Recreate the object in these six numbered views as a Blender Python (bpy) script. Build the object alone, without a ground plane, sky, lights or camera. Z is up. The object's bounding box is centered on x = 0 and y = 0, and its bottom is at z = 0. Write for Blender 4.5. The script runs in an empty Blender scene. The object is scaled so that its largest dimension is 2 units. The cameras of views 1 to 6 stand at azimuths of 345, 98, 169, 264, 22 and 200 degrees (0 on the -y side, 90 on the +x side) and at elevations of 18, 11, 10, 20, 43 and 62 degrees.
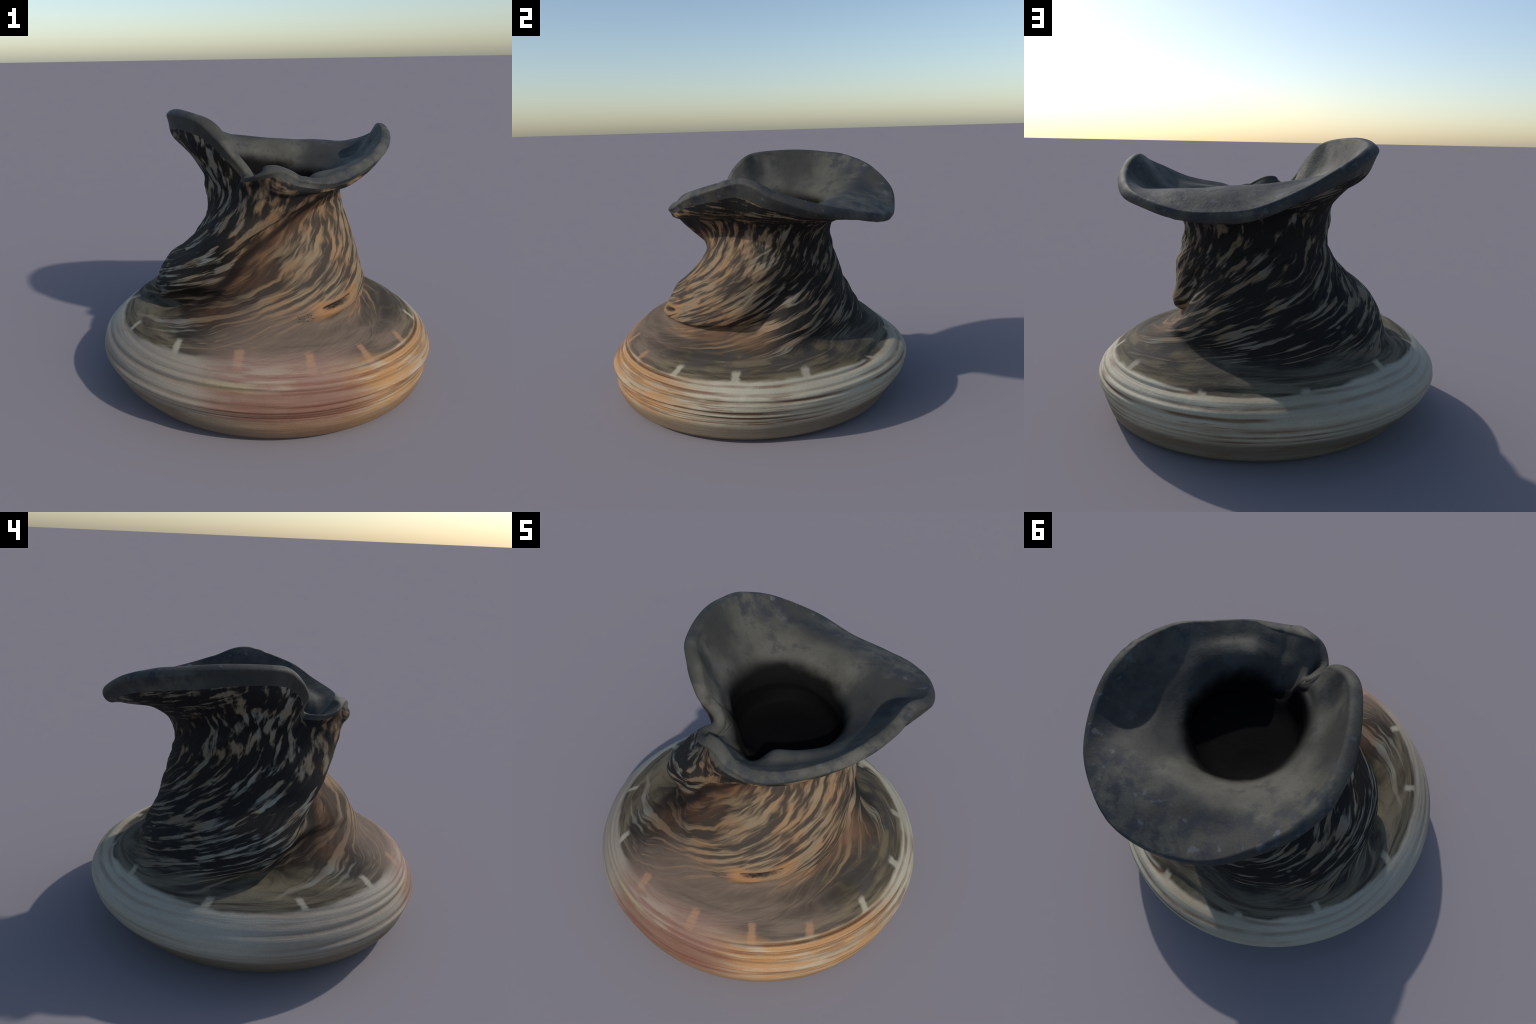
import bpy, math
import numpy as np

# ------------------------------------------------------------------ helpers
def periodic_cubic(knots, values, x, period=360.0):
    """Monotone-ish periodic cubic Hermite interpolation (values may be vectors)."""
    k = np.asarray(knots, float); v = np.asarray(values, float)
    if v.ndim == 1: v = v[:, None]
    kk = np.r_[k[-1] - period, k, k[0] + period, k[1] + period]
    vv = np.vstack([v[-1:], v, v[:1], v[1:2]])
    return hermite(kk, vv, ((x - k[0]) % period) + k[0])

def hermite(k, v, x):
    h = np.diff(k)[:, None]; d = np.diff(v, axis=0) / h
    m = np.zeros_like(v)
    m[1:-1] = (d[:-1] * h[1:] + d[1:] * h[:-1]) / (h[1:] + h[:-1])
    m[0], m[-1] = d[0], d[-1]
    i = np.clip(np.searchsorted(k, x, side="right") - 1, 0, len(k) - 2)
    H = h[i, 0]; t = ((x - k[i]) / H)[:, None]; H = H[:, None]
    return ((2*t**3 - 3*t**2 + 1) * v[i] + (t**3 - 2*t**2 + t) * H * m[i]
            + (-2*t**3 + 3*t**2) * v[i+1] + (t**3 - t**2) * H * m[i+1])

def smoothstep(a, b, x):
    t = np.clip((x - a) / (b - a), 0, 1); return t*t*(3 - 2*t)

def value_noise(x, y, seed, px=0):
    """Smooth lattice noise in -1..1; px>0 makes it periodic along x."""
    rng = np.random.RandomState(seed); tab = rng.uniform(-1, 1, (257, 257))
    xi = np.floor(x).astype(int); yi = np.floor(y).astype(int)
    fx, fy = x - xi, y - yi; fx = fx*fx*(3-2*fx); fy = fy*fy*(3-2*fy)
    w = (lambda a: a % px) if px else (lambda a: a % 256)
    x0, x1, y0, y1 = w(xi), w(xi + 1), yi % 256, (yi + 1) % 256
    return (tab[x0, y0]*(1-fx)*(1-fy) + tab[x1, y0]*fx*(1-fy) + tab[x0, y1]*(1-fx)*fy + tab[x1, y1]*fx*fy)

# ------------------------------------------------------------------ shape description
# The clay was twisted as it was thrown: every "column" of the wall climbs along a spiral.
TWIST_Z = [0.36, 0.45, 0.48, 0.52, 0.60, 0.70, 0.78, 0.84, 0.90, 1.00, 1.05, 1.15, 1.25, 1.35]
TWIST_DEG = [-188, -176, -166, -157, -147, -138, -129, -120, -110, -90, -80, -62, -48, -38]
def twist(z):
    return np.interp(z, TWIST_Z, TWIST_DEG)

# Squat bowl: radius = mean + east*cos + north*sin at each height
BOWL_Z = [0.0, 0.012, 0.03, 0.07, 0.12, 0.18, 0.24, 0.30, 0.35, 0.40]
BOWL = [(0.826, .055, -.036), (0.848, .055, -.036), (.877, .054, -.037), (.906, .043, -.040), (.940, .026, -.032),
        (.966, .012, -.010), (.987, .003, -.006), (.967, -.004, .014), (.918, -.012, .004), (.850, -.012, .006)]

# Twisted neck: radii round the section, measured from the crease (phi = 0), one row per height
PHI = [10, 24, 42, 60, 80, 100, 120, 140, 158, 175, 195, 220, 240, 260, 280, 300, 318, 334, 350]
NECK_Z = [0.50, 0.56, 0.62, 0.70, 0.80, 0.90, 1.00, 1.10]
NECK = [
 [.52, .57, .63, .65, .65, .63, .61, .57, .55, .61, .63, .64, .67, .70, .71, .71, .69, .62, .51],
 [.47, .52, .60, .63, .64, .63, .61, .56, .52, .60, .63, .63, .66, .69, .69, .68, .66, .61, .50],
 [.47, .53, .58, .61, .62, .61, .60, .56, .52, .58, .61, .61, .64, .65, .65, .65, .63, .59, .50],
 [.43, .48, .54, .57, .58, .58, .57, .54, .52, .56, .59, .58, .60, .60, .60, .59, .57, .53, .45],
 [.40, .39, .44, .49, .52, .54, .55, .53, .51, .54, .56, .55, .51, .49, .47, .46, .47, .47, .44],
 [.38, .36, .39, .44, .48, .52, .54, .53, .52, .53, .53, .49, .43, .39, .37, .39, .43, .45, .43],
 [.37, .35, .37, .43, .48, .52, .53, .51, .50, .50, .46, .40, .35, .32, .325, .365, .42, .45, .43],
 [.41, .39, .40, .45, .51, .54, .53, .50, .49, .47, .42, .36, .31, .285, .295, .355, .45, .48, .47],
]
# Outer edge of the flaring lip: (phi, x, y, z), the slope at which the lip runs out to it
RIM = [
 (14, .644, -.304, 1.355, .8), (25, .755, -.125, 1.415, 1.2), (36, .80, .03, 1.45, 1.3), (54, .852, .245, 1.365, .7),
 (76, .803, .522, 1.267, .1), (96, .648, .727, 1.208, -.25), (118, .430, .850, 1.178, -.35), (132, .194, .890, 1.203, -.30),
 (144, -.049, .887, 1.308, .1), (154, -.262, .792, 1.42, .6), (168, -.42, .635, 1.503, 1.1), (186, -.485, .43, 1.545, 1.5),
 (204, -.484, .20, 1.567, 1.7), (222, -.437, -.045, 1.56, 1.8), (246, -.345, -.175, 1.50, 1.7), (264, -.255, -.255, 1.385, 1.3),
 (279, -.155, -.255, 1.265, .9), (290, -.19, -.36, 1.262, .9), (299, -.145, -.455, 1.29, .8), (310, -.043, -.50, 1.315, .8),
 (328, .08, -.555, 1.262, .5), (345, .26, -.545, 1.240, .4), (361, .483, -.43, 1.285, .5),
]
# Inside of the mouth: ring where the dish of the lip breaks down into the throat, and the shelf above it
MOUTH_C, MOUTH_R = (.115, .088), .302
SHELF = [(0, 1.11, 1.245, .0), (30, 1.15, 1.25, -.025), (50, 1.14, 1.24, -.045), (80, 1.13, 1.272, .02), (118, 1.14, 1.325, .03), (150, 1.18, 1.342, .008),
         (190, 1.20, 1.325, -.03), (230, 1.22, 1.325, -.01), (258, 1.23, 1.30, 0), (280, 1.17, 1.235, 0), (300, 1.07, 1.14, 0), (330, 1.04, 1.13, 0), (345, 1.07, 1.235, 0)]
WALL = 0.064
GROOVES = [(.338, .006, .009), (.306, .008, .009), (.268, .010, .013), (.207, .010, .012), (.176, .006, .007), (.146, .005, .005)]
SCAR = (-65.5, .592)

N = 1000                                   # columns
phi = np.linspace(0, 360, N, endpoint=False)

# --- outer wall: control rows of (theta, r, z) per column
low = np.radians(phi + twist(0.36))
rows = []
for z, (a, b, c) in zip(BOWL_Z, BOWL):
    rows.append((low, a + b*np.cos(low) + c*np.sin(low), np.full(N, z)))
n0 = periodic_cubic(PHI, NECK[0], phi)[:, 0]
th = np.radians(phi + twist(0.45))
rows.append((th, 0.5*(rows[-1][1] + n0) + .012, 0.453 + .012*(n0 > 9)))
for z, sec in zip(NECK_Z, NECK):
    rows.append((np.radians(phi + twist(z)), periodic_cubic(PHI, sec, phi)[:, 0], np.full(N, z)))
# the shoulder swells higher on the front left than elsewhere
def swell(t, z):
    def side(deg, width, power=2):
        return np.exp(-np.abs(((np.degrees(t) - deg + 180) % 360 - 180)/width)**power)
    hollow = .056*side(68, 26)*smoothstep(.34, .42, z) + .032*side(-38, 24)*smoothstep(.41, .455, z)
    s = .055*side(238, 42) + .022*side(133, 18) - hollow
    return s * smoothstep(.27, .40, z) * (1 - smoothstep(.44, .78, z))
def fuller(t, z):
    d = (np.degrees(t) - 285 + 180) % 360 - 180
    d2 = (np.degrees(t) - 160 + 180) % 360 - 180
    return (.007*np.exp(-(d/70)**2) - .003*np.exp(-(d2/38)**2)) * smoothstep(.0, .05, z) * (1 - smoothstep(.36, .46, z))
rows = [(t, r + fuller(t, z), z + swell(t, z)) for t, r, z in rows]
ctrl = np.stack([np.stack([r*np.cos(t), r*np.sin(t), z], -1) for t, r, z in rows])      # rows x N x 3
K = len(ctrl)
rim = periodic_cubic([r[0] for r in RIM], [r[1:] for r in RIM], phi)
edge, slope = rim[:, :3], rim[:, 3]

# lip: Bezier from the neck top (tangent up the wall) to the rim edge (tangent = slope)
top = ctrl[-1]; up = ctrl[-1] - ctrl[-2]; up /= np.linalg.norm(up, axis=1)[:, None]
out = edge - top; out[:, 2] = 0; dist = np.linalg.norm(out, axis=1)
outd = out / np.maximum(dist, 1e-6)[:, None]
end_t = np.concatenate([outd[:, :2], slope[:, None]], 1); end_t /= np.linalg.norm(end_t, axis=1)[:, None]
span = np.linalg.norm(edge - top, axis=1)[:, None]
edge = edge - end_t*.022; edge[:, 2] += .006
p0, p3 = top, edge
p1 = p0 + up * span * .30
p2 = p3 - end_t * span * .42
RL = 90
t = np.linspace(0, 1, RL)[:, None, None]
lip = (1-t)**3*p0 + 3*(1-t)**2*t*p1 + 3*(1-t)*t**2*p2 + t**3*p3

# --- densify bowl + neck rows along each column with a cubic through the control rows
s = np.r_[0, np.cumsum(np.linalg.norm(np.diff(ctrl, axis=0), axis=2).mean(1))]
RB = 440                                   # rows; twice as dense on the grooved bowl
s_bowl = s[len(BOWL_Z)]
sv = np.interp(np.linspace(0, 1, RB), [0, .62, 1], [0, s_bowl, s[-1]])
body = hermite(s, ctrl.reshape(K, -1), sv).reshape(RB, N, 3)
body[:, :, 2] = np.maximum(body[:, :, 2], 0)
# the underside of the lip stays close to the neck, then billows out before it reaches the edge
tl = t[:, 0, 0][:, None]; bay = 1 - np.exp(-(((phi - 272 + 180) % 360 - 180)/32)**2)[None]
left = np.exp(-(((phi - 205 + 180) % 360 - 180)/75)**4)[None]
billow = bay*(.022 + .014*left)*np.exp(-((tl - .76)/.19)**2) + .02*np.exp(-((phi - 195)/22)**2)[None]*np.exp(-((tl - .85)/.12)**2) - bay*left*.026*np.exp(-((tl - .26)/.16)**2)
def lip_normal(g):
    n = np.cross(np.roll(g, -1, 1) - np.roll(g, 1, 1), np.gradient(g, axis=0)); n /= np.maximum(np.linalg.norm(n, axis=2), 1e-9)[..., None]
    for _ in range(40): n = .5*n + .25*(np.roll(n, 1, 1) + np.roll(n, -1, 1))
    return n
billow = billow - .030*np.exp(-((phi - 168)/20)**2)[None]*np.exp(-((tl - .5)/.2)**2)
lip = lip + lip_normal(lip)*billow[..., None]
outer = np.concatenate([body[:-1], lip])

# --- relief on the outer wall
def grid_normals(g):
    du = np.roll(g, -1, 1) - np.roll(g, 1, 1)
    dv = np.gradient(g, axis=0)
    n = np.cross(du, dv); return n / np.maximum(np.linalg.norm(n, axis=2), 1e-9)[..., None]
nrm = grid_normals(outer)
X, Y, Z = outer[..., 0], outer[..., 1], outer[..., 2]
TH = np.degrees(np.arctan2(Y, X)); RR = np.hypot(X, Y)
# throwing rings on the bowl, cut while it span slightly tilted; strongest on the front right, faint on the left
tilt = Z - .035 + .035*X/np.maximum(RR, 1e-6)
strength = .5 + .5*np.cos(np.radians(TH + 35))
relief = np.zeros_like(Z)
for i, (zc, w0, a) in enumerate(GROOVES):
    w = w0*(1.5 - .8*strength)
    wob = .005*value_noise((TH + 180)/40, np.full_like(Z, zc*90), 5, 9)
    arc = np.clip(.75 + .6*value_noise((TH + 180)/45, np.full_like(Z, i*7.3), 6, 8), .2, 1.3)
    d = tilt + wob - zc
    relief += a * (.5*np.exp(-((d - 1.9*w)/(1.3*w))**2) + .35*np.exp(-((d + 1.7*w)/(1.1*w))**2) - np.exp(-(d/w)**2)) * (.14 + .86*strength) * arc
PH = np.broadcast_to(phi, Z.shape)
def from_phi(p0):
    return (PH - p0 + 180) % 360 - 180
neck_mask = smoothstep(.46, .56, Z) * (1 - smoothstep(1.15, 1.25, Z))
rough = .55 + .45*np.cos(np.radians(TH - 110))
relief += neck_mask * (.0036 + .0020*rough) * value_noise(PH/6, Z*7, 11, 60)
relief += neck_mask * (.0006 + .0020*rough) * value_noise(PH/2.5, Z*16, 12, 144)
relief += .003 * value_noise(PH/15, np.broadcast_to(np.linspace(0, 30, len(outer))[:, None], Z.shape), 13, 24) * smoothstep(.38, .5, Z)
# the folded flap: a rolled edge standing over a deep crease, running up under the lip
fold = smoothstep(.47, .54, Z) * (1 - smoothstep(.95, 1.15, Z))
q = from_phi(-3 - 7*smoothstep(.8, .95, Z))
relief += fold * (.012*np.exp(-(from_phi(336)/12)**2) - .055*smoothstep(.62, .80, Z)*smoothstep(-7, 4, q)*np.exp(-np.maximum(q - 4, 0)/13))
# second fold on the right
fold2 = smoothstep(.50, .56, Z) * (1 - smoothstep(.72, .92, Z))
relief += fold2 * (.004*np.exp(-(from_phi(140)/10)**2) - .030*np.exp(-(from_phi(157)/7)**2))
dth = (TH + 25 + 180) % 360 - 180
toe = np.exp(-(from_phi(343)/16)**4)
relief += toe*(.020*np.exp(-((Z - .538)/.022)**2) - .040*np.exp(-((Z - .480)/.017)**2))
relief -= .048*np.exp(-((Z - .530 - .0004*dth)/.020)**2) * np.exp(-((dth + 6)/34)**4) * (RR < .72)
# torn scar low on the front of the neck
du = ((TH - SCAR[0] + 180) % 360 - 180) * math.pi/180 * .61
dv = Z - SCAR[1] - .09*du - .25*du*du
on_front = (RR < .75) & (Z < .8)
relief -= .030*np.exp(-(dv/.009)**2 - (du/.105)**4) * on_front
relief += .009*np.exp(-((dv + .030)/.017)**2 - (du/.15)**4) * on_front
relief += .007*np.exp(-((dv - .026)/.012)**2 - ((du - .01)/.13)**4) * on_front
relief -= .012*np.exp(-((dv + .062 - .25*du)/.006)**2 - ((du - .10)/.07)**4) * on_front
# uneven, slightly chipped edge of the lip
row_t = np.concatenate([np.zeros(len(outer) - RL), np.linspace(0, 1, RL)])[:, None]
relief += .0045 * smoothstep(.45, 1, row_t) * value_noise(PH/14.4, row_t*3 + 0*PH, 17, 25)
relief += .010 * smoothstep(.2, .6, row_t) * value_noise(PH/18, row_t*3 + 0*PH, 18, 20)
outer = outer + nrm * relief[..., None]

# --- inner wall: offset by the wall thickness, then down a throat of its own
nrm = grid_normals(outer)
lip_rows = outer[-RL:]
def smooth_u(g, times, w=.5):
    for _ in range(times):
        g = (1-w)*g + w*.5*(np.roll(g, 1, -2) + np.roll(g, -1, -2))
    return g
wall = WALL * (1 - .25*np.exp(-((phi - 105)/45)**2))[:, None] * (1.0 + .12*value_noise(phi/30, phi*0, 21, 12))[:, None]
lip_n = smooth_u(nrm[-1], 12); lip_n /= np.linalg.norm(lip_n, axis=1)[:, None]
rim_in = smooth_u(edge - lip_n*wall, 14)
shelf = periodic_cubic([q[0] for q in SHELF], [q[1:] for q in SHELF], phi)
ang = np.unwrap(np.arctan2(rim_in[:, 1] - MOUTH_C[1], rim_in[:, 0] - MOUTH_C[0]))
ang = smooth_u(np.stack([np.cos(ang), np.sin(ang)], -1), 80); ang = np.arctan2(ang[:, 1], ang[:, 0])
mr = MOUTH_R * (1 + .03*np.cos(3*ang + 1))
ring = lambda r, z: np.stack([MOUTH_C[0] + r*np.cos(ang), MOUTH_C[1] + r*np.sin(ang), z], -1)
mouth = ring(mr, shelf[:, 0])
crest = mouth + (rim_in - mouth)*.34; crest[:, 2] = shelf[:, 1]
near = mouth + (rim_in - mouth)*.68
near[:, 2] = shelf[:, 2] + crest[:, 2]*.42 + rim_in[:, 2]*.58 - .02*np.clip(slope, -.3, 1.2)*(np.linalg.norm(rim_in - mouth, axis=1)/.45)
below = ring(mr*.97, shelf[:, 0]*.4 + .6*1.07)
knots = np.stack([below, mouth, crest, near, rim_in])
ks = np.r_[0, np.cumsum(np.linalg.norm(np.diff(knots, axis=0), axis=2).mean(1))]
inner_lip = hermite(ks, knots.reshape(5, -1), np.linspace(0, ks[-1], RL)).reshape(RL, N, 3)
dent = value_noise(np.broadcast_to(phi/24, (RL, N)), np.broadcast_to(np.linspace(0, 5, RL)[:, None], (RL, N)), 31, 15)
inner_lip[..., 2] += .010*dent*np.sin(np.linspace(0, math.pi, RL))[:, None]
# rounded rim between outer and inner edge
chip = np.zeros(N)
for p0_, w_, a_ in [(26, 1.2, .12), (31, 1.5, .14)]:
    chip += a_*np.exp(-((phi - p0_)/w_)**2)
e_out, e_in = lip_rows[-1], inner_lip[-1]
mid, half = .5*(e_out + e_in), .5*(e_out - e_in)
tang = lip_rows[-1] - lip_rows[-3]; tang /= np.linalg.norm(tang, axis=1)[:, None]
hl = np.linalg.norm(half, axis=1)[:, None]
RR_N = 14
rim_rows = np.stack([mid + half*math.cos(a) + tang*hl*(.62 - 1.5*np.clip(chip, 0, .5)[:, None])*math.sin(a) for a in np.linspace(0, math.pi, RR_N)[1:-1]])
# throat and hidden inside of the bowl
a0 = ang
CX, CY = MOUTH_C
THROAT = [(1.06, .272), (1.035, .225), (1.025, .15), (1.025, .05)]      # shallow floor, coloured black for the dark of the mouth
thro = [inner_lip[0]]
for k, (z, r) in enumerate(THROAT):
    c = np.stack([CX + r*np.cos(a0), CY + r*np.sin(a0), np.full(N, z)], -1)
    thro.append(c)
thro = np.stack(thro)
st = np.r_[0, np.cumsum(np.linalg.norm(np.diff(thro, axis=0), axis=2).mean(1))]
throat = hermite(st, thro.reshape(len(thro), -1), np.linspace(0, st[-1], 60)).reshape(60, N, 3)

full = np.concatenate([outer, rim_rows, inner_lip[::-1], throat[1:]])
full[..., 2] -= full[..., 2].min()
NR = len(full)
# row index ranges of the parts (borders shared)
i_neck = int(np.argmin(np.abs(full[:RB, :, 2].mean(1) - .445)))
i_lip = RB - 1 + int(RL*.88)
i_in = len(outer) + len(rim_rows) + int(RL*.93)

# ------------------------------------------------------------------ mesh building
def vertex_normals(g):
    n = grid_normals(g); return n

ALLN = vertex_normals(full)

def part(name, r0, r1, mat, parent, cap_first=False, cap_last=False):
    g = full[r0:r1+1]; n = ALLN[r0:r1+1]; R = len(g)
    verts = g.reshape(-1, 3); norms = n.reshape(-1, 3).copy()
    i = np.arange(R-1)[:, None]*N; j = np.arange(N)[None]; j2 = (j + 1) % N
    quads = np.stack([i + j, i + j2, i + N + j2, i + N + j], -1).reshape(-1, 4)
    faces = quads.tolist(); extra = []; xn = []
    if cap_first or cap_last:
        row = 0 if cap_first else R-1
        c = g[row].mean(0); extra.append(c); xn.append([0, 0, -1] if cap_first else [0, 0, 1])
        ci = len(verts); b = row*N
        for k in range(N):
            k2 = (k + 1) % N
            faces.append([b + k2, b + k, ci] if cap_first else [b + k, b + k2, ci])
        verts = np.vstack([verts, extra]); norms = np.vstack([norms, xn])
    me = bpy.data.meshes.new(name)
    me.from_pydata(verts.tolist(), [], faces)
    me.shade_smooth(); me.update()
    me.normals_split_custom_set_from_vertices(norms.tolist())
    me.materials.append(mat)
    ob = bpy.data.objects.new(name, me); bpy.context.collection.objects.link(ob); ob.parent = parent
    return ob


# ------------------------------------------------------------------ node helpers
class Nodes:
    def __init__(self, name):
        self.m = bpy.data.materials.new(name); self.m.use_nodes = True
        self.t = self.m.node_tree; self.b = self.t.nodes["Principled BSDF"]
    def put(self, sock, v):
        if hasattr(v, "node"): self.t.links.new(v, sock)
        elif isinstance(v, tuple) and sock.type == "RGBA": sock.default_value = (*v, 1)
        else: sock.default_value = v
    def f(self, op, a, b=0.0, c=0.0):
        n = self.t.nodes.new("ShaderNodeMath"); n.operation = op
        for i, v in enumerate((a, b, c)): self.put(n.inputs[i], v)
        return n.outputs[0]
    def add(self, a, b): return self.f("ADD", a, b)
    def sub(self, a, b): return self.f("SUBTRACT", a, b)
    def mul(self, a, b): return self.f("MULTIPLY", a, b)
    def step(self, v, a, b, lo=0.0, hi=1.0):
        n = self.t.nodes.new("ShaderNodeMapRange"); n.interpolation_type = "SMOOTHSTEP"
        for k, x in zip(("Value", "From Min", "From Max", "To Min", "To Max"), (v, a, b, lo, hi)): self.put(n.inputs[k], x)
        return n.outputs[0]
    def vec(self, x, y, z):
        n = self.t.nodes.new("ShaderNodeCombineXYZ")
        for i, v in enumerate((x, y, z)): self.put(n.inputs[i], v)
        return n.outputs[0]
    def noise(self, v, scale=1.0, detail=2.0, rough=.5, dist=0.0):
        n = self.t.nodes.new("ShaderNodeTexNoise"); self.put(n.inputs["Vector"], v)
        for k, x in (("Scale", scale), ("Detail", detail), ("Roughness", rough), ("Distortion", dist)): n.inputs[k].default_value = x
        return n.outputs[0]
    def mix(self, fac, a, b, mode="MIX"):
        n = self.t.nodes.new("ShaderNodeMix"); n.data_type = "RGBA"; n.blend_type = mode
        self.put(n.inputs[0], fac); self.put(n.inputs[6], a); self.put(n.inputs[7], b)
        return n.outputs[2]
    def curve(self, v, pts):
        n = self.t.nodes.new("ShaderNodeFloatCurve"); self.put(n.inputs["Value"], v)
        c = n.mapping.curves[0]
        while len(c.points) < len(pts): c.points.new(.5, .5)
        for p, (x, y) in zip(c.points, pts): p.location = (x, y); p.handle_type = "AUTO_CLAMPED"
        n.mapping.update()
        return n.outputs[0]
    def bump(self, h, dist, strength=1.0, normal=None):
        n = self.t.nodes.new("ShaderNodeBump"); n.inputs["Strength"].default_value = strength; n.inputs["Distance"].default_value = dist
        self.put(n.inputs["Height"], h)
        if normal is not None: self.put(n.inputs["Normal"], normal)
        return n.outputs[0]
    def place(self):
        c = self.t.nodes.new("ShaderNodeTexCoord"); s = self.t.nodes.new("ShaderNodeSeparateXYZ")
        self.t.links.new(c.outputs["Object"], s.inputs[0])
        self.P = c.outputs["Object"]; self.x, self.y, self.z = s.outputs
        self.r = self.f("SQRT", self.add(self.mul(self.x, self.x), self.mul(self.y, self.y)))
        self.cx = self.f("DIVIDE", self.x, self.f("MAXIMUM", self.r, .001)); self.cy = self.f("DIVIDE", self.y, self.f("MAXIMUM", self.r, .001))
        self.th = self.f("ARCTAN2", self.y, self.x)
        self.h = self.add(self.sub(self.z, .035), self.mul(self.cx, .035))       # height on the tilted wheel
    def facing(self, deg, a, b):
        """1 on the side of the pot that looks towards azimuth deg, falling to 0"""
        d = self.add(self.mul(self.cx, math.cos(math.radians(deg))), self.mul(self.cy, math.sin(math.radians(deg))))
        return self.step(d, a, b)
    def near_angle(self, deg):
        """signed angle (radians) from azimuth deg"""
        c, s = math.cos(math.radians(deg)), math.sin(math.radians(deg))
        return self.f("ARCTAN2", self.sub(self.mul(self.cy, c), self.mul(self.cx, s)), self.add(self.mul(self.cx, c), self.mul(self.cy, s)))

# bare gaps left in the dark wash round the shoulder: (azimuth, half width m, inner radius, outer radius, lean)
GAPS = [(-167, .020, .795, .875, -.3), (-138, .021, .81, .885, -.25), (-114.5, .026, .82, .90, 0), (-90.7, .025, .825, .915, .1),
        (-69, .024, .82, .925, -.05), (-48.5, .023, .84, .935, .2), (-25, .021, .845, .915, .25), (-.8, .026, .845, .93, 0),
        (25.5, .025, .84, .92, .1), (59, .024, .845, .90, -.25), (92.7, .024, .845, .885, .1), (123.5, .022, .81, .87, -.2), (159, .024, .79, .86, .3)]

def clay_colours(g):
    """bare clay of the bowl: cool cream, blushed orange and pink by the flame on the front"""
    wide = g.vec(g.mul(g.cx, 2.2), g.mul(g.cy, 2.2), g.mul(g.h, 5))
    n1 = g.noise(wide, 1, 3)
    brush = g.noise(g.vec(g.mul(g.cx, 3), g.mul(g.cy, 3), g.mul(g.h, 85)), 1, 4, .6)
    grain = g.noise(g.P, 160, 3, .7)
    col = g.mix(g.step(n1, .35, .65), (.395, .36, .27), (.31, .275, .20))
    col = g.mix(g.facing(165, .2, .9), col, (.335, .312, .252))
    col = g.mix(g.mul(g.facing(-150, .75, .95), .8), col, (.25, .21, .165))
    warm = g.facing(-58, .62, .9)
    patch = g.step(g.noise(g.vec(g.mul(g.cx, 3.5), g.mul(g.cy, 3.5), g.mul(g.h, 44)), 1, 3), .40, .56)
    col = g.mix(g.mul(warm, g.f("MULTIPLY_ADD", patch, .65, .35)), col, (.35, .19, .078))
    pink = g.mul(g.facing(-101, .87, .975), g.f("MULTIPLY_ADD", patch, .45, .5))
    col = g.mix(pink, col, (.215, .125, .095))
    red = g.mul(g.mul(g.facing(-97, .86, .995), g.step(g.h, .29, .25)), g.step(g.h, .10, .15))
    col = g.mix(g.mul(red, .75), col, (.145, .058, .034))
    # a sallow ash patch beside the blush
    a = g.near_angle(-117)
    sallow = g.mul(g.mul(g.step(g.f("ABSOLUTE", a), .20, .06), g.step(g.f("ABSOLUTE", g.sub(g.h, .285)), .03, .012)), g.step(n1, .25, .45))
    col = g.mix(g.mul(sallow, .5), col, (.29, .265, .14))
    # iron-brown settled in the throwing grooves, broken along the way
    pts = [(0, 0)]
    for zc, w, _ in sorted(GROOVES):
        pts += [((zc - w*1.6)/.45, 0), ((zc - .001)/.45, 1), ((zc + w*1.3)/.45, 0)]
    pts += [(1, 0)]
    clean = [p for i, p in enumerate(pts) if i == 0 or p[0] > pts[i-1][0] + .002]
    wob = g.mul(g.sub(g.noise(g.vec(g.mul(g.cx, 2.5), g.mul(g.cy, 2.5), g.mul(g.h, 3)), 1, 3), .5), .016)
    line = g.curve(g.f("DIVIDE", g.add(g.h, wob), .45), clean)
    gate = g.step(g.noise(g.vec(g.mul(g.cx, 2.1), g.mul(g.cy, 2.1), g.mul(g.h, 14)), 1, 3), .40, .62)
    line = g.mul(line, g.f("MULTIPLY_ADD", gate, .70, .12))
    line = g.mul(line, g.f("MULTIPLY_ADD", g.facing(0, -.6, .3), .65, .35))
    rust = g.mix(g.facing(-90, .8, .97), (.13, .062, .028), (.15, .050, .028))
    col = g.mix(g.f("MINIMUM", g.mul(line, 1.15), .95), col, rust)
    # broad iron bands on the right flank
    band = g.mul(g.mul(g.step(brush, .50, .62), g.step(g.noise(wide, 1.6, 2), .45, .62)), g.mul(g.step(g.h, .32, .28), g.step(g.h, .10, .15)))
    col = g.mix(g.mul(band, g.facing(10, -.2, .6)), col, (.17, .095, .048))
    # taupe, iron-stained foot below the last ring
    foot = g.step(g.add(g.h, g.mul(g.sub(n1, .5), .06)), .135, .105)
    stain = g.step(g.noise(g.vec(g.mul(g.cx, 3), g.mul(g.cy, 3), g.mul(g.h, 16)), 1, 4, .6), .5, .72)
    taupe = g.mix(g.mul(g.facing(-78, .72, .95), .8), g.mix(stain, (.165, .130, .088), (.16, .088, .038)), (.185, .098, .045))
    col = g.mix(g.mul(foot, g.f("MULTIPLY_ADD", g.facing(-75, .6, .95), -.12, .85)), col, taupe)
    shade = g.f("MULTIPLY_ADD", brush, .24, .85)
    shade = g.mul(shade, g.f("MULTIPLY_ADD", grain, .56, .72))
    return g.mix(1.0, col, g.vec(shade, shade, shade), "MULTIPLY"), brush, grain

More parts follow.
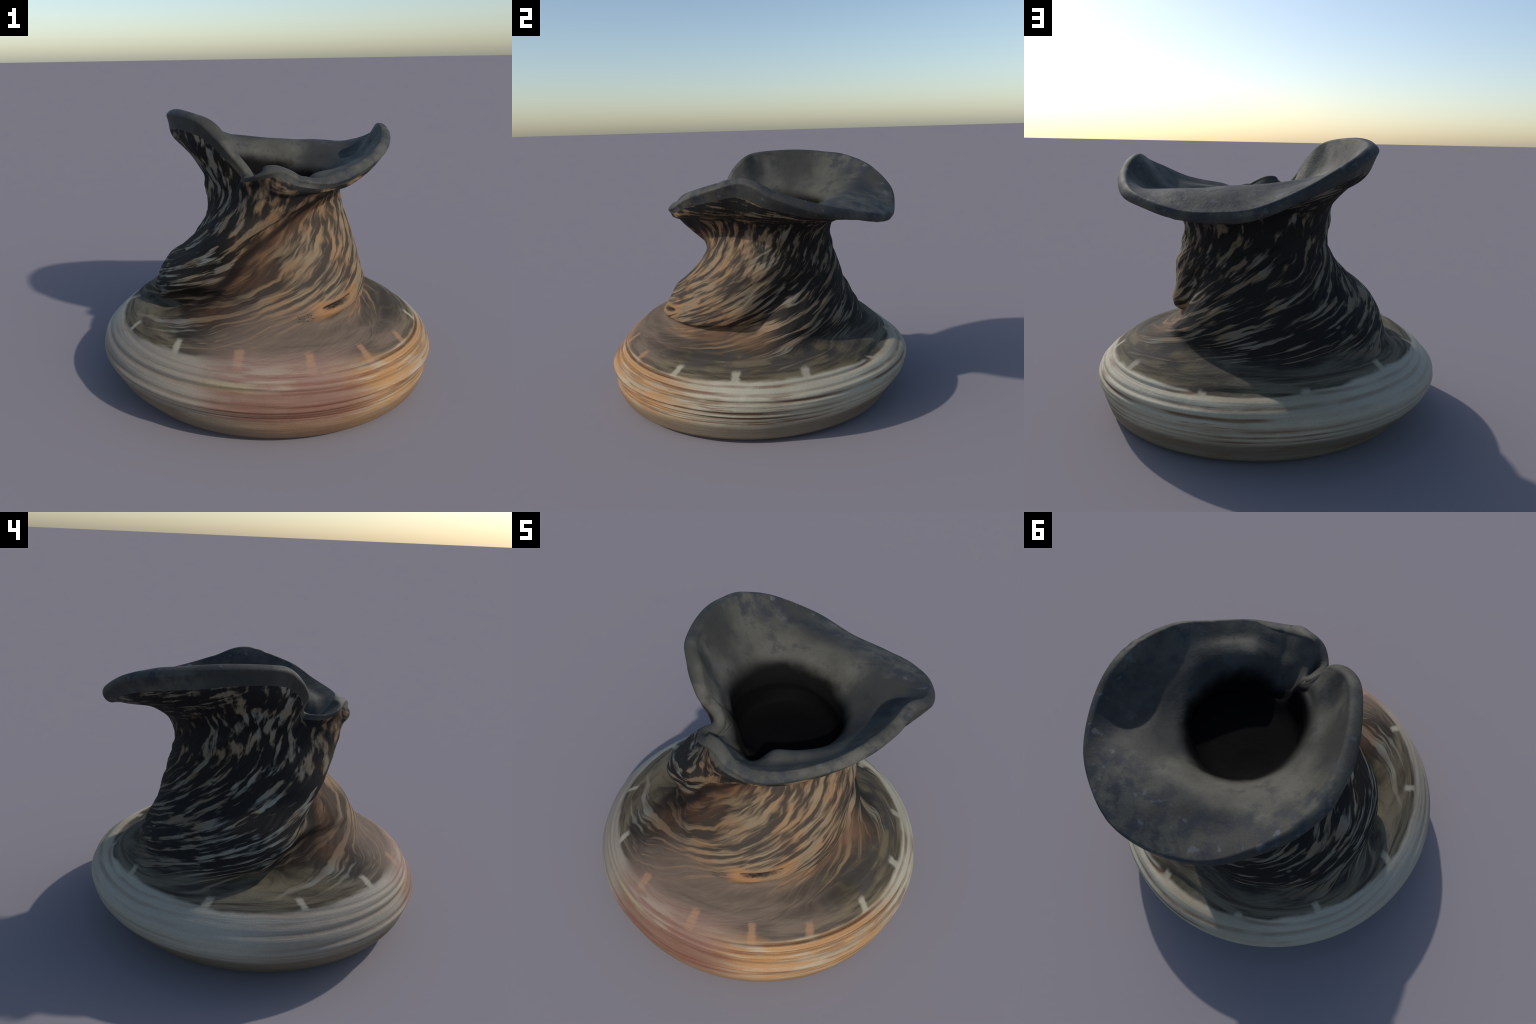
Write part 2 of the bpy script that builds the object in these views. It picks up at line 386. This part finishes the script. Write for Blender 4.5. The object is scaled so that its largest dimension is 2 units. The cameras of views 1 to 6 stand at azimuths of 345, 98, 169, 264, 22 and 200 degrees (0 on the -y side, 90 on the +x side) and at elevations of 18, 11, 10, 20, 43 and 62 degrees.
def skin(name):
    """outer wall: bare bowl, brushed dark wash on the shoulder, marbled slip twisting up the neck"""
    g = Nodes(name); g.place()
    clay, brush, grain = clay_colours(g)
    # twist angle of the slip with height (steeper towards the top)
    turns = [(0, 0), (.38, 0), (.44, 38), (.50, 68), (.60, 100), (.75, 136), (.95, 168), (1.10, 178), (1.25, 181), (1.6, 183)]
    T = g.curve(g.f("DIVIDE", g.z, 1.6), [(z/1.6, d/183) for z, d in turns])
    ph = g.sub(g.th, g.mul(g.mul(T, math.radians(183)), g.step(g.add(g.mul(g.cx, .26), g.mul(g.cy, -.966)), -1.0, .8, .86, 1.0)))
    u, v = g.f("COSINE", ph), g.f("SINE", ph)
    w = g.noise(g.P, 5, 2); wv = g.mul(g.sub(w, .5), .16)
    tw = g.vec(g.add(g.mul(u, 1), wv), g.add(g.mul(v, 1), wv), g.mul(g.z, .80))
    st = g.noise(tw, 10, 2.5, .5, .15)
    st2 = g.noise(tw, 34, 2, .5, .3)
    hal = g.noise(g.P, 3.2, 2)
    # under the lip the streaks run round instead of up
    under = g.mul(g.step(g.z, 1.14, 1.24), g.step(g.r, .42, .56))
    rnd = g.noise(g.vec(g.mul(g.cx, 4), g.mul(g.cy, 4), g.mul(g.add(g.z, g.mul(g.r, .7)), 30)), 1.1, 3)
    st = g.f("MULTIPLY_ADD", under, g.sub(rnd, st), st)
    st = g.f("MULTIPLY_ADD", g.sub(st2, .5), .22, st)
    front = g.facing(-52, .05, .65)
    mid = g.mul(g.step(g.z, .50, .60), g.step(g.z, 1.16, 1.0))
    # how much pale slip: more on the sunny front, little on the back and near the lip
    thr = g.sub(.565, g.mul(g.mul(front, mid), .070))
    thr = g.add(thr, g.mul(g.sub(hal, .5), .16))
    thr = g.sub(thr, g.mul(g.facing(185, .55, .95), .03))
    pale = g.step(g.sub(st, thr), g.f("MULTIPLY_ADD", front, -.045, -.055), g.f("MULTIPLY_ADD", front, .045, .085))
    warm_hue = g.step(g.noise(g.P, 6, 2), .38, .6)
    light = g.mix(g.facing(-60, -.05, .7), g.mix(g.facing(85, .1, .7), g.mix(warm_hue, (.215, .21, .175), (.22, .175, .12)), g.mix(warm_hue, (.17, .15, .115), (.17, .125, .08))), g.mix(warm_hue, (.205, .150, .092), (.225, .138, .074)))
    dark = g.mix(front, (.017, .0155, .014), (.048, .037, .029))  # back tone set near black: its shadow side is baked in
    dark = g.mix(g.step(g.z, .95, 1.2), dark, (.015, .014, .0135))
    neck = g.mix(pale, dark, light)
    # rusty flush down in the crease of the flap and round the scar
    fold_t = g.curve(g.f("DIVIDE", g.z, 1.6), [(0, 0)] + [(z/1.6, (d + 190)/160) for z, d in zip(TWIST_Z, TWIST_DEG)] + [(1, 1)])
    fold_a = g.sub(g.th, g.sub(g.mul(fold_t, math.radians(160)), math.radians(190)))
    fold_d = g.f("ARCTAN2", g.f("SINE", g.sub(fold_a, math.radians(6))), g.f("COSINE", g.sub(fold_a, math.radians(6))))
    band = g.mul(g.step(g.z, .47, .56), g.step(g.z, 1.16, .98))
    rusty = g.mul(g.mul(g.step(fold_d, -.30, -.02), g.step(fold_d, .62, .10)), band)
    neck = g.mix(g.mul(rusty, .72), neck, g.mix(warm_hue, (.050, .026, .016), (.10, .048, .024)))
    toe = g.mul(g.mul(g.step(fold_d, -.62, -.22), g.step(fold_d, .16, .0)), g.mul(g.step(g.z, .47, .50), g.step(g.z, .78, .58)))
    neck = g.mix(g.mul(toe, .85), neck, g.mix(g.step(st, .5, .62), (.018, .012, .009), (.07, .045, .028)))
    crease_dark = g.mul(g.mul(g.step(fold_d, -.16, -.07), g.step(fold_d, .10, -.01)), g.mul(g.step(g.z, .55, .62), g.step(g.z, 1.20, 1.08)))
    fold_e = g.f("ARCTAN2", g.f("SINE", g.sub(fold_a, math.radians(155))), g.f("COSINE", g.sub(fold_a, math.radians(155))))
    crease_dark2 = g.mul(g.mul(g.step(fold_e, -.42, -.08), g.step(fold_e, .20, .02)), g.mul(g.step(g.z, .50, .55), g.step(g.z, .92, .72)))
    crease_dark = g.f("MAXIMUM", crease_dark, g.mul(crease_dark2, g.step(st, .60, .45)))
    neck = g.mix(g.mul(crease_dark, .85), neck, (.016, .012, .010))
    # wash on the shoulder
    ring = g.noise(g.vec(g.mul(u, 2.4), g.mul(v, 2.4), g.mul(g.h, 42)), 1, 4, .6)
    blot = g.step(g.noise(g.vec(g.mul(g.cx, 5), g.mul(g.cy, 5), g.mul(g.h, 22)), 1, 3, .6), .42, .60)
    olive = g.mix(g.step(ring, .36, .64), (.052, .042, .030), (.138, .113, .070))
    olive = g.mix(g.mul(blot, g.mul(g.step(g.h, .37, .42), g.facing(15, -.1, .6))), olive, (.058, .050, .043))
    mauve = g.mix(g.step(ring, .35, .65), (.085, .064, .049), (.145, .107, .078))
    wash = g.mix(g.facing(-85, .45, .9), olive, mauve)
    wash = g.mix(g.mul(g.facing(120, .2, .8), .6), wash, g.mix(g.step(ring, .4, .65), (.035, .034, .031), (.13, .125, .10)))
    blush = g.mul(g.facing(-98, .87, .98), g.step(g.add(g.h, g.mul(g.sub(hal, .5), .08)), .435, .385))
    wash = g.mix(g.mul(blush, .8), wash, (.19, .120, .095))
    z_eff = g.add(g.sub(g.z, g.mul(g.facing(-100, .6, .95), .03)), g.mul(g.facing(30, .2, .9), .05))
    rise = g.step(g.add(z_eff, g.add(g.mul(g.sub(st, .5), .16), g.mul(g.sub(hal, .5), .12))), .445, .525)
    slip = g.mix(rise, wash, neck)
    haze = g.mul(g.mul(g.facing(-92, .75, .98), g.step(g.f("ABSOLUTE", g.sub(g.z, .53)), .13, .02)), .55)
    slip = g.mix(haze, slip, (.15, .108, .080))
    umber = g.mul(g.mul(g.facing(-22, .72, .96), g.step(g.f("ABSOLUTE", g.sub(g.z, .505)), .055, .02)), .6)
    slip = g.mix(umber, slip, g.mix(warm_hue, (.115, .068, .042), (.19, .105, .058)))
    # scar: orange lips, black slit
    ad = g.near_angle(SCAR[0]); su = g.mul(ad, .61)
    sv = g.sub(g.sub(g.sub(g.z, SCAR[1]), g.mul(su, .09)), g.mul(g.mul(su, su), .25))
    sv = g.add(sv, g.mul(g.sub(g.noise(g.P, 45, 3), .5), .010))
    au = g.f("ABSOLUTE", su); here = g.step(g.r, .80, .74)
    lips = g.mul(g.mul(g.step(au, .22, .11), g.mul(g.step(sv, -.062, -.044), g.step(sv, .046, .026))), here)
    slip = g.mix(g.mul(lips, .8), slip, g.mix(warm_hue, (.235, .145, .078), (.285, .148, .062)))
    taper = g.sub(.0125, g.mul(g.f("POWER", au, 3.0), 7.0))
    slit = g.mul(g.mul(g.step(g.sub(g.f("ABSOLUTE", sv), taper), .003, -.003), g.step(au, .125, .11)), here)
    slip = g.mix(slit, slip, (.030, .026, .024))
    # bare gaps
    gap = None
    rag = g.mul(g.sub(g.noise(g.P, 38, 3), .5), .026)
    for deg, hw, r0, r1, lean in GAPS:
        a = g.mul(g.near_angle(deg), .87)
        a = g.add(a, g.mul(g.sub(g.r, (r0 + r1)/2), lean))
        across = g.step(g.add(g.f("ABSOLUTE", a), rag), hw + .009, hw - .013)
        along = g.mul(g.step(g.add(g.r, rag), r0 - .012, r0 + .012), g.step(g.r, r1 + .012, r1 - .002))
        one = g.mul(across, along)
        gap = one if gap is None else g.f("MAXIMUM", gap, one)
    gap = g.mul(gap, g.step(g.z, .52, .50))
    bare = g.mix(g.facing(-80, .55, .8), (.37, .34, .26), (.29, .165, .098))
    edge_n = g.mul(g.sub(g.noise(g.vec(g.mul(g.cx, 6), g.mul(g.cy, 6), g.mul(g.h, 30)), 1, 3), .5), .028)
    soft = g.f("MULTIPLY_ADD", g.facing(-95, .8, .97), .05, .010)
    bound = g.add(.878, g.add(g.mul(g.cx, .027*math.cos(math.radians(-35))), g.mul(g.cy, .027*math.sin(math.radians(-35)))))
    e = g.add(g.mul(g.sub(bound, g.r), .8), edge_n)
    e = g.sub(e, g.step(g.z, .33, .27))
    n = g.t.nodes.new("ShaderNodeMapRange"); n.interpolation_type = "SMOOTHSTEP"
    g.put(n.inputs["Value"], e); g.put(n.inputs["From Min"], g.mul(soft, -1.0)); g.put(n.inputs["From Max"], soft)
    cover = n.outputs[0]
    slip = g.mix(g.mul(gap, .75), slip, bare)
    col = g.mix(cover, clay, slip)
    g.put(g.b.inputs["Base Color"], col)
    g.put(g.b.inputs["Roughness"], g.f("MULTIPLY_ADD", grain, .3, g.f("MULTIPLY_ADD", cover, .12, .48)))
    g.put(g.b.inputs["Specular IOR Level"], g.f("MULTIPLY_ADD", cover, -.17, .28))
    pit = g.noise(g.P, 85, 5, .75)
    hgt = g.add(g.mul(brush, g.step(g.z, .48, .42)), g.add(g.mul(pit, g.f("MULTIPLY_ADD", g.mul(cover, g.facing(100, -.3, .7)), .7, .3)), g.mul(st, .9)))
    g.put(g.b.inputs["Normal"], g.bump(hgt, .006, .6))
    return g.m

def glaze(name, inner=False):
    """matt charcoal glaze of the lip: mottled, shadow painted in towards the throat, bluish where it breaks over the edge"""
    g = Nodes(name); g.place()
    big = g.noise(g.P, 3.4, 3, .5); med = g.noise(g.P, 11, 4, .6); fine = g.noise(g.P, 120, 3, .7)
    col = g.mix(g.step(big, .36, .62), (.040, .039, .034), (.078, .075, .062))
    col = g.mix(g.mul(g.step(med, .52, .68), .55), col, (.028, .030, .032))
    col = g.mix(g.mul(g.step(g.noise(g.P, 7, 3), .60, .74), .5), col, (.10, .099, .086))
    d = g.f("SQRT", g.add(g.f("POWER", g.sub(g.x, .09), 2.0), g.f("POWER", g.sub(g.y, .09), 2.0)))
    edge = g.step(g.add(d, g.mul(g.sub(med, .5), .12)), .50, .68)
    col = g.mix(g.mul(g.mul(edge, g.step(med, .40, .62)), .75), col, (.026, .030, .037))
    col = g.mix(g.mul(g.mul(edge, g.step(g.noise(g.P, 16, 3), .62, .72)), .5), col, (.12, .13, .14))  # light flecks tinted on the rim as glints
    throat_shade_paint = g.mul(g.step(g.add(d, g.mul(g.sub(med, .5), .06)), .39, .325), g.step(g.z, 1.36, 1.24))
    col = g.mix(1.0 if inner else g.mul(throat_shade_paint, .97), col, (.004, .004, .004))
    shade = g.f("MULTIPLY_ADD", fine, .5, .75)
    col = g.mix(1.0, col, g.vec(shade, shade, shade), "MULTIPLY")
    g.put(g.b.inputs["Base Color"], col)
    g.put(g.b.inputs["Roughness"], g.f("MULTIPLY_ADD", med, .3, .50))
    g.put(g.b.inputs["Specular IOR Level"], .02 if inner else g.f("MULTIPLY_ADD", throat_shade_paint, -.18, .20))
    g.put(g.b.inputs["Normal"], g.bump(g.add(med, g.mul(g.noise(g.P, 60, 4, .7), .45)), .007, .55))
    return g.m

root = bpy.data.objects.new("ceramic_vase", None); bpy.context.collection.objects.link(root)
root["label"] = "squat twisted stoneware vase with folded flaring dark lip"
root["category"] = "ceramic vase"
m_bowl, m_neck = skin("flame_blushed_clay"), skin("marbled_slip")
m_lip, m_throat = glaze("charcoal_glaze"), glaze("shadow_black_glaze", True)
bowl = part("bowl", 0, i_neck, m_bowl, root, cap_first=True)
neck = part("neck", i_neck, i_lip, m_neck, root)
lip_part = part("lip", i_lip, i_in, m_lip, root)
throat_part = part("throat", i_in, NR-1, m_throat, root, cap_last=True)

# maker's seal pressed into the clay under the scar: short bars and a looped letter
from mathutils.bvhtree import BVHTree
from mathutils import Vector
tree = BVHTree.FromPolygons([v.co[:] for v in neck.data.vertices], [p.vertices[:] for p in neck.data.polygons])
c0, n0_, _, _ = tree.find_nearest(Vector((.050, -.640, .555)))
ux = Vector((0, 0, 1)).cross(n0_).normalized(); uy = n0_.cross(ux)
strokes = [[(-.036, .012), (-.022, .014), (-.006, .013)], [(-.032, .001), (-.008, .001)], [(-.037, -.012), (-.022, -.013), (-.004, -.012)],
           [(.002, .014), (.016, .015), (.024, .008), (.016, .001), (.006, .001)], [(.016, .001), (.029, -.003), (.028, -.012), (.016, -.015), (.000, -.013)]]
cu = bpy.data.curves.new("seal", "CURVE"); cu.dimensions = "3D"; cu.bevel_depth = .0036; cu.bevel_resolution = 2; cu.use_fill_caps = True
for st_ in strokes:
    sp = cu.splines.new("NURBS"); sp.points.add(len(st_) - 1); sp.use_endpoint_u = True; sp.order_u = 3
    for p, (a, b) in zip(sp.points, st_):
        q = tree.find_nearest(c0 + ux*a*1.4 + uy*b*1.15)
        p.co = (*(q[0] + q[1]*.0006), 1)
tmp = bpy.data.objects.new("seal_curve", cu); bpy.context.collection.objects.link(tmp)
me = bpy.data.meshes.new_from_object(tmp.evaluated_get(bpy.context.evaluated_depsgraph_get()))
bpy.data.objects.remove(tmp)
seal = bpy.data.objects.new("seal", me); bpy.context.collection.objects.link(seal)
me.materials.clear(); me.materials.append(skin("seal_clay")); me.shade_smooth()
seal.parent = neck
